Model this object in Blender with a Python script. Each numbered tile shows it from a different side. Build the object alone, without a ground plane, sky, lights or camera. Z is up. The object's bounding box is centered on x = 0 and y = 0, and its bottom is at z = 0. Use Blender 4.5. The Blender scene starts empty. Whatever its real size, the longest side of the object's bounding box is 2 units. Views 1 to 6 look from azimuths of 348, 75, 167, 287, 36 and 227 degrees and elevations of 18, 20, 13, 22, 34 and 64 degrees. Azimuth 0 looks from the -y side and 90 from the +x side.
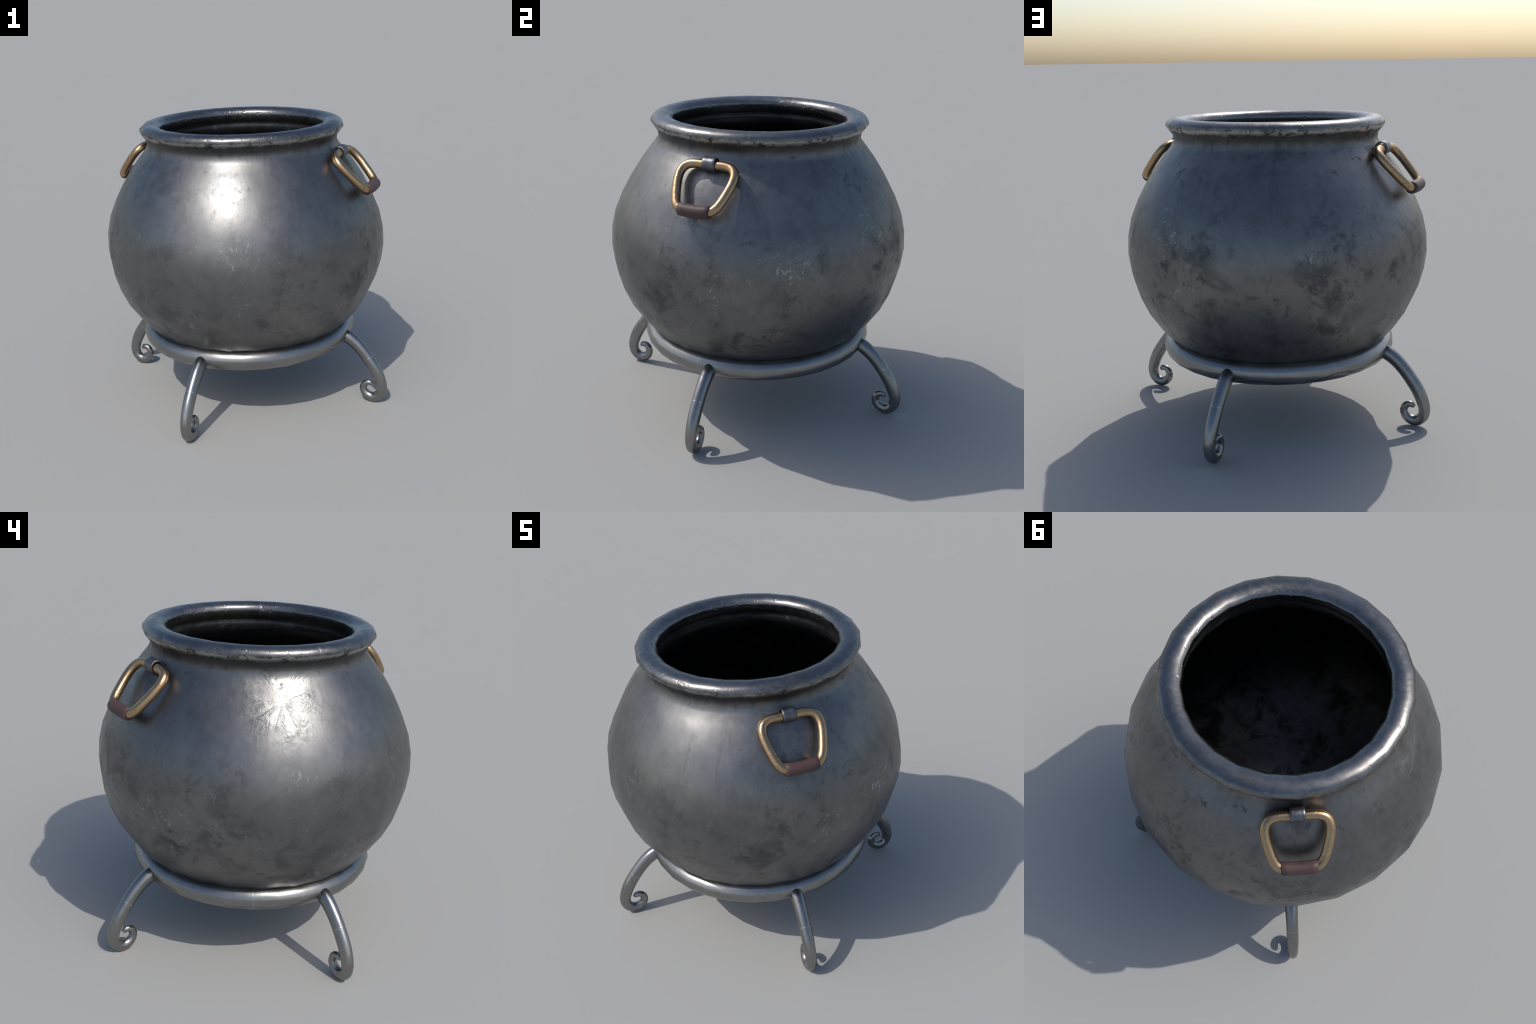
import bpy, math, random
import numpy as np
from mathutils import Vector

random.seed(7)
SEG = 24                     # the pot is a 24-sided turned form
AZ0 = 53.0                   # azimuth of handle / first leg (0 = -y, 90 = +x)

# ---------------------------------------------------------------- materials
class Mat:
    """tiny helper round a node tree"""
    def __init__(self, name):
        self.m = bpy.data.materials.new(name)
        self.m.use_nodes = True
        self.t = self.m.node_tree
        self.t.nodes.clear()
        self.out = self.n('ShaderNodeOutputMaterial')
        self.b = self.n('ShaderNodeBsdfPrincipled')
        self.l(self.b.outputs[0], self.out.inputs[0])
        self.co = self.n('ShaderNodeTexCoord').outputs['Object']
        self.sep = None

    def n(self, kind, **kw):
        nd = self.t.nodes.new(kind)
        for k, v in kw.items():
            setattr(nd, k, v)
        return nd

    def l(self, a, b):
        self.t.links.new(a, b)

    def put(self, sock, v):
        if isinstance(v, (int, float)):
            sock.default_value = v
        elif isinstance(v, (tuple, list)):
            sock.default_value = (*v, 1) if len(v) == 3 and len(sock.default_value) == 4 else v
        else:
            self.l(v, sock)

    def axis(self, i):
        if self.sep is None:
            self.sep = self.n('ShaderNodeSeparateXYZ')
            self.l(self.co, self.sep.inputs[0])
        return self.sep.outputs[i]

    def noise(self, scale, detail=4, rough=.55, dist=0, stretch=(1, 1, 1), off=(0, 0, 0), vec=None):
        mp = self.n('ShaderNodeMapping')
        mp.inputs['Scale'].default_value = stretch
        mp.inputs['Location'].default_value = off
        self.l(vec or self.co, mp.inputs['Vector'])
        nz = self.n('ShaderNodeTexNoise')
        nz.inputs['Scale'].default_value = scale
        nz.inputs['Detail'].default_value = detail
        nz.inputs['Roughness'].default_value = rough
        nz.inputs['Distortion'].default_value = dist
        self.l(mp.outputs[0], nz.inputs['Vector'])
        return nz.outputs['Fac']

    def polar(self):
        """(angle, z, radius) - for streaks that run down the turned body"""
        ang = self.math('ARCTAN2', self.axis(1), self.axis(0))
        c = self.n('ShaderNodeCombineXYZ')
        self.l(self.math('SINE', ang), c.inputs[0])
        self.l(self.math('COSINE', ang), c.inputs[1])
        self.l(self.axis(2), c.inputs[2])
        return c.outputs[0]

    def voronoi(self, scale, feature='F1', off=(0, 0, 0)):
        mp = self.n('ShaderNodeMapping')
        mp.inputs['Location'].default_value = off
        self.l(self.co, mp.inputs['Vector'])
        v = self.n('ShaderNodeTexVoronoi', feature=feature)
        v.inputs['Scale'].default_value = scale
        self.l(mp.outputs[0], v.inputs['Vector'])
        return v.outputs['Distance']

    def dist(self, p):
        v = self.n('ShaderNodeVectorMath', operation='DISTANCE')
        self.l(self.co, v.inputs[0])
        v.inputs[1].default_value = p
        return v.outputs['Value']

    def dot(self, c, e):
        v = self.n('ShaderNodeVectorMath', operation='DOT_PRODUCT')
        self.l(self.co, v.inputs[0])
        v.inputs[1].default_value = e
        return self.math('SUBTRACT', v.outputs['Value'], c.dot(e))

    def rng(self, v, a, b, c=0., d=1., smooth=True):
        r = self.n('ShaderNodeMapRange')
        r.interpolation_type = 'SMOOTHSTEP' if smooth else 'LINEAR'
        self.put(r.inputs[0], v)
        for i, x in enumerate((a, b, c, d)):
            r.inputs[i + 1].default_value = x
        return r.outputs[0]

    def math(self, op, a, b=0.):
        m = self.n('ShaderNodeMath', operation=op)
        self.put(m.inputs[0], a)
        self.put(m.inputs[1], b)
        return m.outputs[0]

    def mul(self, *a):
        r = a[0]
        for x in a[1:]:
            r = self.math('MULTIPLY', r, x)
        return r

    def add(self, a, b):
        return self.math('ADD', a, b)

    def mix(self, f, a, b, blend='MIX'):
        m = self.n('ShaderNodeMix', data_type='RGBA', blend_type=blend)
        self.put(m.inputs[0], f)
        self.put(m.inputs[6], a)
        self.put(m.inputs[7], b)
        return m.outputs[2]

    def bump(self, h, strength, dist, normal=None):
        b = self.n('ShaderNodeBump')
        b.inputs['Strength'].default_value = strength
        b.inputs['Distance'].default_value = dist
        self.l(h, b.inputs['Height'])
        if normal is not None:
            self.l(normal, b.inputs['Normal'])
        return b.outputs[0]

    def finish(self, col, rough, metal, normal=None, **kw):
        self.put(self.b.inputs['Base Color'], col)
        self.put(self.b.inputs['Roughness'], rough)
        self.put(self.b.inputs['Metallic'], metal)
        if normal is not None:
            self.l(normal, self.b.inputs['Normal'])
        for k, v in kw.items():
            self.put(self.b.inputs[k], v)
        return self.m


def pot_material(name, zone):
    """blackened iron: soft soot clouds, pale mineral specks, worn rim, scratches"""
    M = Mat(name)
    z = M.axis(2)
    pol = M.polar()
    broad = M.noise(1.6, 3, .5)
    mott = M.noise(7.5, 6, .62, .6)
    fine = M.noise(34, 5, .6)
    col = M.mix(M.rng(broad, .3, .7), (.168, .169, .173), (.212, .210, .205))
    col = M.mix(M.rng(mott, .38, .70, 0, .45), col, (.135, .137, .142))
    # faint brushing down the shoulder
    streak = M.noise(11, 6, .68, 1.1, stretch=(1, 1, .30), vec=pol)
    shoulder = M.rng(z, 1.15, 1.6)
    col = M.mix(M.mul(M.rng(streak, .50, .70), shoulder, .40), col, (.105, .106, .110))
    # soot clouds, denser below the equator
    patch = M.rng(M.noise(2.4, 2, .5, 0, off=(3.1, .4, 1.7)), .40, .62)
    low = M.rng(z, .95, 1.65, 1., .50)
    # the side facing -y was wiped cleaner than the back
    wiped = M.rng(M.dot(Vector((0, 0, 0)), (-.35, -.93, 0)), .1, .85, 1., .5)
    low = M.mul(low, wiped)
    cloud = M.rng(M.noise(5.2, 8, .66, .35, off=(.3, 2.2, 5)), .475, .635)
    soot = M.mul(cloud, low, M.add(M.mul(patch, .60), .40))
    col = M.mix(M.mul(soot, .80), col, (.058, .060, .063))
    blot = M.rng(M.noise(12, 6, .62, .45, off=(7, 1, 3)), .55, .70)
    blot = M.mul(blot, low, M.add(M.mul(patch, .8), .2))
    col = M.mix(M.mul(blot, .75), col, (.048, .050, .054))
    # a few brown-black stains high on the shoulder
    stain = M.mul(M.rng(M.noise(14, 5, .6, .4, off=(2, 9, 6)), .60, .71), M.rng(z, 1.45, 1.7))
    col = M.mix(M.mul(stain, .6), col, (.07, .066, .06))
    # pale mineral flecks: clouds about the equator and some distinct scuffs
    fleck = M.rng(M.noise(30, 5, .68, 1.0, stretch=(1, 1, .7), off=(1, 6, 2)), .54, .68)
    haze = M.rng(M.noise(2.6, 2, .5, 0, off=(5.3, 8.1, .6)), .55, .66)
    belt = M.mul(M.rng(z, .5, .95, .25, 1.), M.rng(z, 1.25, 1.6, 1., .12))
    pale = M.mul(haze, belt, .55)
    for p, rad in (((.974, -.049, 1.26), .19), ((.765, .536, 1.40), .20), ((-.942, .286, 1.05), .17),
                   ((-.81, -.513, 1.33), .10), ((-.247, -.932, 1.32), .20), ((-.573, -.734, .86), .13), ((.86, .16, 1.05), .12)):
        pale = M.math('MAXIMUM', pale, M.rng(M.dist(p), rad * .25, rad, 1., 0.))
    pale = M.mul(pale, fleck)
    col = M.mix(M.mul(pale, .82), col, (.38, .42, .43))
    dots = M.mul(M.rng(M.noise(52, 2, .5, 0, off=(9, 2, 4)), .68, .76), M.rng(z, 1.3, 1.7, 1, .3))
    col = M.mix(M.mul(dots, .5), col, (.36, .38, .38))
    # lower belly colour darkened: contact shade above the stand, painted in
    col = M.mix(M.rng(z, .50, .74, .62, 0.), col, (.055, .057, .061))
    rough = M.add(M.rng(M.noise(9, 6, .6, .5, off=(2, 2, 2)), .3, .7, .37, .44), M.mul(soot, .08))
    rough = M.add(rough, M.add(M.mul(M.rng(fine, .5, .7), .05), M.mul(M.math('MAXIMUM', blot, stain), .16)))
    h = M.add(M.mul(M.noise(4.2, 1.5, .4), .8), M.add(M.mul(streak, shoulder, .05), M.mul(fine, .012)))
    if zone in ('belly', 'neck'):
        # fan of fine scratches on the sunny shoulder
        c = Vector((-.679, -.350, 1.717))
        nrm = Vector((-.679, -.350, .50)).normalized()
        e1 = Vector((0, 0, 1)).cross(nrm).normalized()
        e2 = nrm.cross(e1)
        a, b = M.dot(c, e1), M.dot(c, e2)
        ang = M.math('ARCTAN2', b, a)
        rad = M.math('SQRT', M.add(M.mul(a, a), M.mul(b, b)))
        cv = M.n('ShaderNodeCombineXYZ')
        warp = M.noise(9, 3, .6, off=(1, 4, 8))
        M.put(cv.inputs[0], M.add(M.mul(ang, 1.0), M.mul(warp, .22)))
        M.put(cv.inputs[1], M.mul(rad, 2.2))
        lines = M.noise(12, 3, .60, 0, vec=cv.outputs[0])
        gate = M.rng(M.noise(2.1, 1, .5, 0, vec=cv.outputs[0], off=(3, 1, 0)), .38, .56)
        fan = M.mul(M.rng(rad, .10, .34, 1., 0.), M.rng(rad, .0, .07), M.rng(M.noise(6, 4, .6, off=(6, 3, 2)), .30, .52))
        h = M.add(h, M.mul(lines, fan, M.add(M.mul(gate, .8), .2), .42))
        rough = M.add(rough, M.mul(fan, -.07))
    if zone in ('rim', 'neck'):
        # chipped bright edge under the lip, occlusion shadow below it painted as a dark band
        chip = M.noise(15, 6, .68, .8, stretch=(1, 1, .8))
        edge = M.add(z, M.mul(M.add(chip, -.5), .06))
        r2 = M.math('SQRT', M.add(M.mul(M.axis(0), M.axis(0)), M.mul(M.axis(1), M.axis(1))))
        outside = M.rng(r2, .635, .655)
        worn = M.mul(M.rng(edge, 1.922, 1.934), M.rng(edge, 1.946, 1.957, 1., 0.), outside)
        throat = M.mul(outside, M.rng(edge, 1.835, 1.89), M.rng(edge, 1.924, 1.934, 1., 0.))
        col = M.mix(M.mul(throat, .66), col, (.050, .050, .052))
        col = M.mix(M.mul(worn, .75), col, (.36, .355, .34))
        nick = M.mul(M.rng(M.noise(17, 6, .66, .6, off=(5, 5, 5)), .52, .62), M.rng(z, 1.90, 1.93), M.rng(z, 1.945, 1.985, 1., .10), outside)
        col = M.mix(M.mul(nick, .85), col, (.045, .045, .047))
        topw = M.mul(M.rng(z, 1.955, 1.985), M.rng(fine, .42, .62), .35)
        col = M.mix(topw, col, (.26, .258, .255))
        rough = M.add(rough, M.mul(M.rng(z, 1.93, 1.96), -.11))
        rough = M.add(rough, M.mul(throat, .12))
        rough = M.add(rough, M.mul(nick, .18))
        brn = M.mul(M.rng(M.noise(8, 6, .65, .5, off=(8, 3, 1)), .45, .65), M.rng(z, 1.95, 1.98), .55)
        col = M.mix(brn, col, (.15, .14, .132))
        rough = M.add(rough, M.mul(brn, .14))
        dent = M.rng(M.noise(30, 2, .5, .4), .60, .72)
        lip = M.mul(M.math('MAXIMUM', M.rng(r2, .67, .70), M.rng(r2, .60, .58)), M.rng(z, 1.92, 1.94))
        h = M.add(h, M.mul(dent, lip, -.20))
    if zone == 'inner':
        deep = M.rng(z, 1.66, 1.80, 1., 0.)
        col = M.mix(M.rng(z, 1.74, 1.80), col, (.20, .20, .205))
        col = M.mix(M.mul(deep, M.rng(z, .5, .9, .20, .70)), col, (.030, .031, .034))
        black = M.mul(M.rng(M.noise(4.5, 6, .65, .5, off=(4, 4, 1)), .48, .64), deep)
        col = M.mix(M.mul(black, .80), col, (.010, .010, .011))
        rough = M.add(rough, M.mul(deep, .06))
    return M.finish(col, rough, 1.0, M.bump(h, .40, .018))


def stand_material():
    M = Mat('wrought_iron')
    big = M.noise(3.2, 3, .5)
    grain = M.noise(46, 4, .6)
    col = M.mix(M.rng(big, .3, .7), (.240, .242, .243), (.290, .288, .284))
    col = M.mix(M.rng(grain, .5, .68, 0, .35), col, (.20, .205, .21))
    spots = M.rng(M.noise(17, 5, .65, .8), .62, .72)
    col = M.mix(M.mul(spots, .4), col, (.12, .12, .12))
    rough = M.rng(M.noise(9, 4, .55), .3, .7, .27, .35)
    h = M.add(M.mul(M.noise(7, 2, .5), .7), M.mul(grain, .03))
    return M, col, rough, h


def ring_material():
    M, col, rough, h = stand_material()
    M.m.name = 'wrought_iron_ring'
    ang = M.math('ARCTAN2', M.axis(1), M.axis(0))
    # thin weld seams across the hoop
    for az in (46.9, 193.7, 289.1):
        a = math.radians(az - 90)
        a = (a + math.pi) % (2 * math.pi) - math.pi
        d = M.math('ABSOLUTE', M.math('SUBTRACT', ang, a))
        line = M.rng(d, .0025, .0055, 1., 0.)
        col = M.mix(M.mul(line, .40), col, (.42, .43, .43))
        h = M.add(h, M.mul(line, -.06))
    # hammer crease low on the outer face
    r2 = M.math('SQRT', M.add(M.mul(M.axis(0), M.axis(0)), M.mul(M.axis(1), M.axis(1))))
    wav = M.mul(M.add(M.noise(2.4, 2, .5), -.5), .16)
    cr = M.math('ABSOLUTE', M.math('SUBTRACT', M.axis(2), M.add(.442, wav)))
    crease = M.mul(M.rng(cr, .004, .014, 1., 0.), M.rng(M.noise(3.1, 1, .5, off=(4, 0, 0)), .5, .6), M.rng(r2, .73, .75))
    col = M.mix(M.mul(crease, .6), col, (.08, .08, .082))
    h = M.add(h, M.mul(crease, -.4))
    return M.finish(col, rough, 1.0, M.bump(h, .25, .012))


def leg_material():
    M, col, rough, h = stand_material()
    M.m.name = 'wrought_iron_leg'
    # faint weld round the shin
    d = M.math('ABSOLUTE', M.math('SUBTRACT', M.add(M.mul(M.axis(2), .80), M.mul(M.axis(0), -.60)), .330 * .80 - .925 * .60))
    line = M.mul(M.rng(d, .002, .006, 1., 0.), M.rng(M.noise(38, 3, .6), .40, .55))
    col = M.mix(M.mul(line, .6), col, (.55, .56, .56))
    h = M.add(h, M.mul(line, .3))
    return M.finish(col, rough, 1.0, M.bump(h, .25, .010))


def brass_material():
    M = Mat('aged_brass')
    big = M.noise(9, 4, .6)
    pat = M.rng(M.noise(24, 6, .66, .7), .55, .68)
    col = M.mix(M.rng(big, .3, .7), (.42, .285, .158), (.50, .34, .19))
    col = M.mix(M.mul(pat, .65), col, (.17, .118, .07))
    verd = M.rng(M.noise(14, 5, .6, .4, off=(3, 7, 1)), .60, .70)
    col = M.mix(M.mul(verd, .30), col, (.26, .27, .21))
    # inner sides of the loop, facing the pot, keep more tarnish
    rough = M.add(M.rng(big, .3, .7, .26, .34), M.mul(pat, .10))
    return M.finish(col, rough, 1.0, M.bump(M.add(M.noise(30, 4, .6), M.mul(pat, -.3)), .25, .006))


def leather_material():
    M = Mat('brown_leather')
    col = M.mix(M.rng(M.noise(14, 4, .55), .3, .7), (.056, .031, .028), (.070, .039, .036))
    return M.finish(col, .55, 0.0, M.bump(M.noise(60, 4, .6), .15, .004), **{'Specular IOR Level': .45})


def bracket_material():
    M = Mat('bracket_iron')
    col = M.mix(M.rng(M.noise(22, 5, .6), .4, .65), (.175, .178, .185), (.12, .122, .128))
    return M.finish(col, .42, 1.0, M.bump(M.noise(40, 3, .6), .3, .006))


# ---------------------------------------------------------------- helpers
def mesh_object(name, verts, faces, mat, parent, smooth=True):
    me = bpy.data.meshes.new(name)
    me.from_pydata([tuple(v) for v in verts], [], faces)
    me.update()
    if smooth:
        me.polygons.foreach_set('use_smooth', [True] * len(me.polygons))
    me.materials.append(mat)
    ob = bpy.data.objects.new(name, me)
    bpy.context.scene.collection.objects.link(ob)
    ob.parent = parent
    return ob


def empty(name, label, cat):
    e = bpy.data.objects.new(name, None)
    e['label'] = label
    e['category'] = cat
    bpy.context.scene.collection.objects.link(e)
    return e


def catmull(x, xk, yk):
    """smooth interpolation through control points, vector valued"""
    xk = np.asarray(xk, float)
    yk = np.asarray(yk, float)
    if yk.ndim == 1:
        yk = yk[:, None]
    h = np.diff(xk)[:, None]
    d = np.diff(yk, axis=0) / h
    m = np.zeros_like(yk)
    m[1:-1] = (d[1:] * h[:-1] + d[:-1] * h[1:]) / (h[1:] + h[:-1])
    m[0] = 1.5 * d[0] - .5 * m[1]
    m[-1] = 1.5 * d[-1] - .5 * m[-2]
    x = np.atleast_1d(x)
    i = np.clip(np.searchsorted(xk, x) - 1, 0, len(h) - 1)
    t = ((x - xk[i]) / h[i][:, 0])[:, None]
    return (2*t**3-3*t**2+1)*yk[i] + (t**3-2*t**2+t)*h[i]*m[i] + (-2*t**3+3*t**2)*yk[i+1] + (t**3-t**2)*h[i]*m[i+1]


def sweep(path, rad_a, rad_b, up, sides=14, closed=False, taper_end=True):
    """tube along a path; rad_a lies in the plane of the path, rad_b along `up`"""
    P = np.asarray(path, float)
    n = len(P)
    up = np.asarray(up, float)
    verts, faces = [], []
    for i in range(n):
        a = P[(i - 1) % n] if (closed or i > 0) else P[i]
        b = P[(i + 1) % n] if (closed or i < n - 1) else P[i]
        t = b - a
        t /= np.linalg.norm(t)
        s = np.cross(t, up)
        s /= np.linalg.norm(s)
        for k in range(sides):
            q = 2 * math.pi * k / sides
            verts.append(P[i] + s * math.cos(q) * rad_a[i] + up * math.sin(q) * rad_b[i])
    for i in range(n if closed else n - 1):
        j = (i + 1) % n
        for k in range(sides):
            l = (k + 1) % sides
            faces.append((i * sides + k, i * sides + l, j * sides + l, j * sides + k))
    if not closed:
        faces.append(tuple(range(sides))[::-1])
        faces.append(tuple((n - 1) * sides + k for k in range(sides)))
    return verts, faces


def ring_pt(r, z, az):
    a = math.radians(az)
    return (r * math.sin(a), -r * math.cos(a), z)


# ---------------------------------------------------------------- the cauldron
cauldron = empty('cauldron', 'round black iron cauldron with brass loop handles', 'cauldron')
cauldron.location = (0, 0, 0)

# outer profile: (z, radius), bottom to throat
Z = [.235, .255, .285, .355, .44, .52, .60, .70, .80, .90, 1.0, 1.1, 1.2, 1.3, 1.4, 1.5, 1.6, 1.66, 1.71, 1.76, 1.81, 1.86]
R = [.0, .20, .33, .500, .618, .693, .768, .846, .906, .946, .974, .9885, .988, .9733, .9446, .8984, .8435, .8053, .770, .732, .690, .662]
body_z = [.255, .285, .35, .435, .535, .645, .76, .88, 1.0, 1.12, 1.24, 1.36, 1.48, 1.59, 1.69, 1.765, 1.815, 1.86, 1.895]
RIM_R, RIM_Z, RIM_A, RIM_B = .641, 1.9577, .0705, .0443
prof = [(0.001, .238, 'belly')]
for z in body_z[:-1]:
    r = float(catmull(z, Z[1:], R[1:])[0, 0])
    prof.append((r, z, 'belly' if z < 1.72 else 'neck'))
prof.append((.667, 1.895, 'neck'))
for th in (-38, -8, 22, 55, 90, 125, 155, 180):
    t = math.radians(th)
    prof.append((RIM_R + RIM_A * math.cos(t), RIM_Z + RIM_B * math.sin(t), 'rim'))
# the lip rolls in and down to a groove, then the throat wall opens out again
prof += [(.5725, 1.934, 'rim'), (.580, 1.910, 'rim'), (.593, 1.892, 'rim')]
for r, z in ((.597, 1.884), (.594, 1.868), (.597, 1.845), (.610, 1.812), (.648, 1.772), (.715, 1.71), (.79, 1.61), (.85, 1.48),
             (.90, 1.36), (.935, 1.22), (.945, 1.10), (.93, .98), (.90, .86), (.85, .745), (.75, .63), (.612, .52),
             (.47, .425), (.33, .345), (.20, .295), (.001, .275)):
    prof.append((r, z, 'inner'))

rows = len(prof)
V = [ring_pt(r, z, AZ0 + 360 * k / SEG) for r, z, _ in prof for k in range(SEG)]
F, zone_of = [], []
for i in range(rows - 1):
    for k in range(SEG):
        l = (k + 1) % SEG
        F.append((i * SEG + k, i * SEG + l, (i + 1) * SEG + l, (i + 1) * SEG + k))
        zone_of.append(prof[i + 1][2] if prof[i + 1][2] != prof[i][2] and prof[i + 1][2] != 'rim' else prof[i][2])
# one continuous surface: take its vertex normals, then part it by region
whole = bpy.data.meshes.new('whole')
whole.from_pydata(V, [], F)
whole.update()
VN = [v.normal.copy() for v in whole.vertices]
bpy.data.meshes.remove(whole)
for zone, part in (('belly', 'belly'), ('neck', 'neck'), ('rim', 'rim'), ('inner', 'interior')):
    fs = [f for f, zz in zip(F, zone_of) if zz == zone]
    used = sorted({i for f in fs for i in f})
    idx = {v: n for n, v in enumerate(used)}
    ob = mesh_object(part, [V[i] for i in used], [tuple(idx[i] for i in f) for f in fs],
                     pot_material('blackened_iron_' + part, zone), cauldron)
    ob.data.normals_split_custom_set_from_vertices([VN[i] for i in used])

# ---- handles: a rounded trapezoid loop of brass, hung from an iron bracket, leather on the grip
HALF = [(0, 0), (.05, 0), (.104, .001), (.139, .010), (.163, .032), (.1745, .066), (.174, .106), (.167, .150),
        (.156, .195), (.144, .237), (.129, .272), (.106, .297), (.075, .306), (.035, .308)]
loop = HALF + [(0, .308)] + [(-w, v) for w, v in HALF[:0:-1]]
# hinge (top bar) and grip positions in the radial plane
HINGE = np.array((.733, 1.807))
GRIP = np.array((.940, 1.583))
dirv = (GRIP - HINGE) / np.linalg.norm(GRIP - HINGE)
brass, leather, bracket_iron = brass_material(), leather_material(), bracket_material()


def loop_point(w, v, lift=0.):
    # local frame: x radial, y tangent, z up
    nrm = np.array((-dirv[1], dirv[0]))
    p = HINGE + dirv * v + nrm * lift
    return np.array((p[0], w, p[1]))


def smooth_closed(pts, n):
    P = np.array(pts)
    Pc = np.vstack([P[-3:], P, P[:3]])
    L = np.r_[0, np.cumsum(np.linalg.norm(np.diff(Pc, axis=0), axis=1))]
    a, b = L[3], L[3 + len(P)]
    return catmull(np.linspace(a, b, n, endpoint=False), L, Pc)


path2 = smooth_closed(loop, 64)
plane_n = np.array((-dirv[1], 0, dirv[0]))
hv, hf = sweep([loop_point(w, v) for w, v in path2], [.0278] * 64, [.0278] * 64, plane_n, 12, True)
axis = np.array((0, 1, 0))


def capped_sleeve(length, outer, inner, centre, sag=0., flare=0., bev=.004, sides=20, steps=6):
    """short hollow sleeve along local y with softened lips"""
    prof = [(-length/2, inner), (-length/2, outer - bev), (-length/2 + bev, outer)]
    for i in range(1, steps):
        t = i / steps
        prof.append((-length/2 + length * t, outer + flare * math.sin(math.pi * t)))
    prof += [(length/2 - bev, outer), (length/2, outer - bev), (length/2, inner)]
    vs, fs = [], []
    for y, r in prof:
        d = sag * (1 - (2 * y / length) ** 2)
        for k in range(sides):
            q = 2 * math.pi * k / sides
            vs.append((centre[0] + dirv[0] * d + r * math.cos(q), y, centre[1] + dirv[1] * d + r * math.sin(q)))
    n = len(prof)
    for i in range(n):
        j = (i + 1) % n
        for k in range(sides):
            l = (k + 1) % sides
            fs.append((i * sides + k, j * sides + k, j * sides + l, i * sides + l))
    return vs, fs


meshes = {}
for side in range(2):
    rot = math.radians(AZ0 - 90 + 180 * side)
    if not meshes:
        handle = mesh_object('handle', hv, hf, brass, cauldron)
        v, f = capped_sleeve(.200, .0385, .025, HINGE + dirv * .304, sag=.006)
        grip = mesh_object('grip', v, f, leather, handle)
        v, f = capped_sleeve(.082, .0425, .034, HINGE + np.array((-.004, .003)), bev=.003)
        brk = mesh_object('bracket', v, f, bracket_iron, handle)
        for o in (handle, grip, brk):
            o.data.set_sharp_from_angle(angle=math.radians(50))
        meshes = {'handle': handle.data, 'grip': grip.data, 'bracket': brk.data}
        handle.rotation_euler = (0, 0, rot)
    else:
        handle = bpy.data.objects.new('handle', meshes['handle'])
        bpy.context.scene.collection.objects.link(handle)
        handle.parent = cauldron
        handle.rotation_euler = (0, 0, rot)
        for nm in ('grip', 'bracket'):
            o = bpy.data.objects.new(nm, meshes[nm])
            bpy.context.scene.collection.objects.link(o)
            o.parent = handle

# ---------------------------------------------------------------- the stand
stand = empty('iron_stand', 'iron ring stand on four scrolled legs', 'stand')
HOOP_SEG, HR, HZ, HT = 32, .706, .494, .0725
hv, hf = [], []
TS = 16
for k in range(HOOP_SEG):
    for j in range(TS):
        q = 2 * math.pi * j / TS
        hv.append(ring_pt(HR + HT * math.cos(q), HZ + HT * math.sin(q), AZ0 + 360 * k / HOOP_SEG))
for k in range(HOOP_SEG):
    k2 = (k + 1) % HOOP_SEG
    for j in range(TS):
        j2 = (j + 1) % TS
        hf.append((k * TS + j, k2 * TS + j, k2 * TS + j2, k * TS + j2))
hoop = mesh_object('support_ring', hv, hf, ring_material(), stand)

# leg: (radius from axis, height, half thickness) down the shin and round the scroll
LEG = [(.712, .487, .046), (.768, .478, .048), (.822, .445, .046), (.870, .400, .044), (.936, .319, .0435), (.981, .251, .0435),
       (1.012, .186, .0415), (1.029, .120, .0385), (1.020, .072, .037), (.975, .036, .0355), (.927, .044, .0325),
       (.893, .086, .0270), (.902, .129, .0245), (.932, .146, .0215), (.956, .137, .0180), (.963, .130, .0120)]
LEG = np.array(LEG)
tl = np.r_[0, np.cumsum(np.linalg.norm(np.diff(LEG[:, :2], axis=0), axis=1))]
dense = catmull(np.linspace(0, tl[-1], 44), tl, LEG)
lv, lf = sweep([(r, 0, z) for r, z, t in dense], dense[:, 2], dense[:, 2] * .92, (0, 1, 0), 16)
zmin = min(v[2] for v in lv)
lv = [(v[0], v[1], v[2] - zmin * max(0, 1 - v[2] / .4)) for v in lv]
leg0 = mesh_object('leg', lv, lf, leg_material(), stand)
leg0.data.set_sharp_from_angle(angle=math.radians(60))
for k in range(4):
    o = leg0 if k == 0 else leg0.copy()
    if k:
        bpy.context.scene.collection.objects.link(o)
        o.parent = stand
    o.rotation_euler = (0, 0, math.radians(AZ0 - 90 + 90 * k))
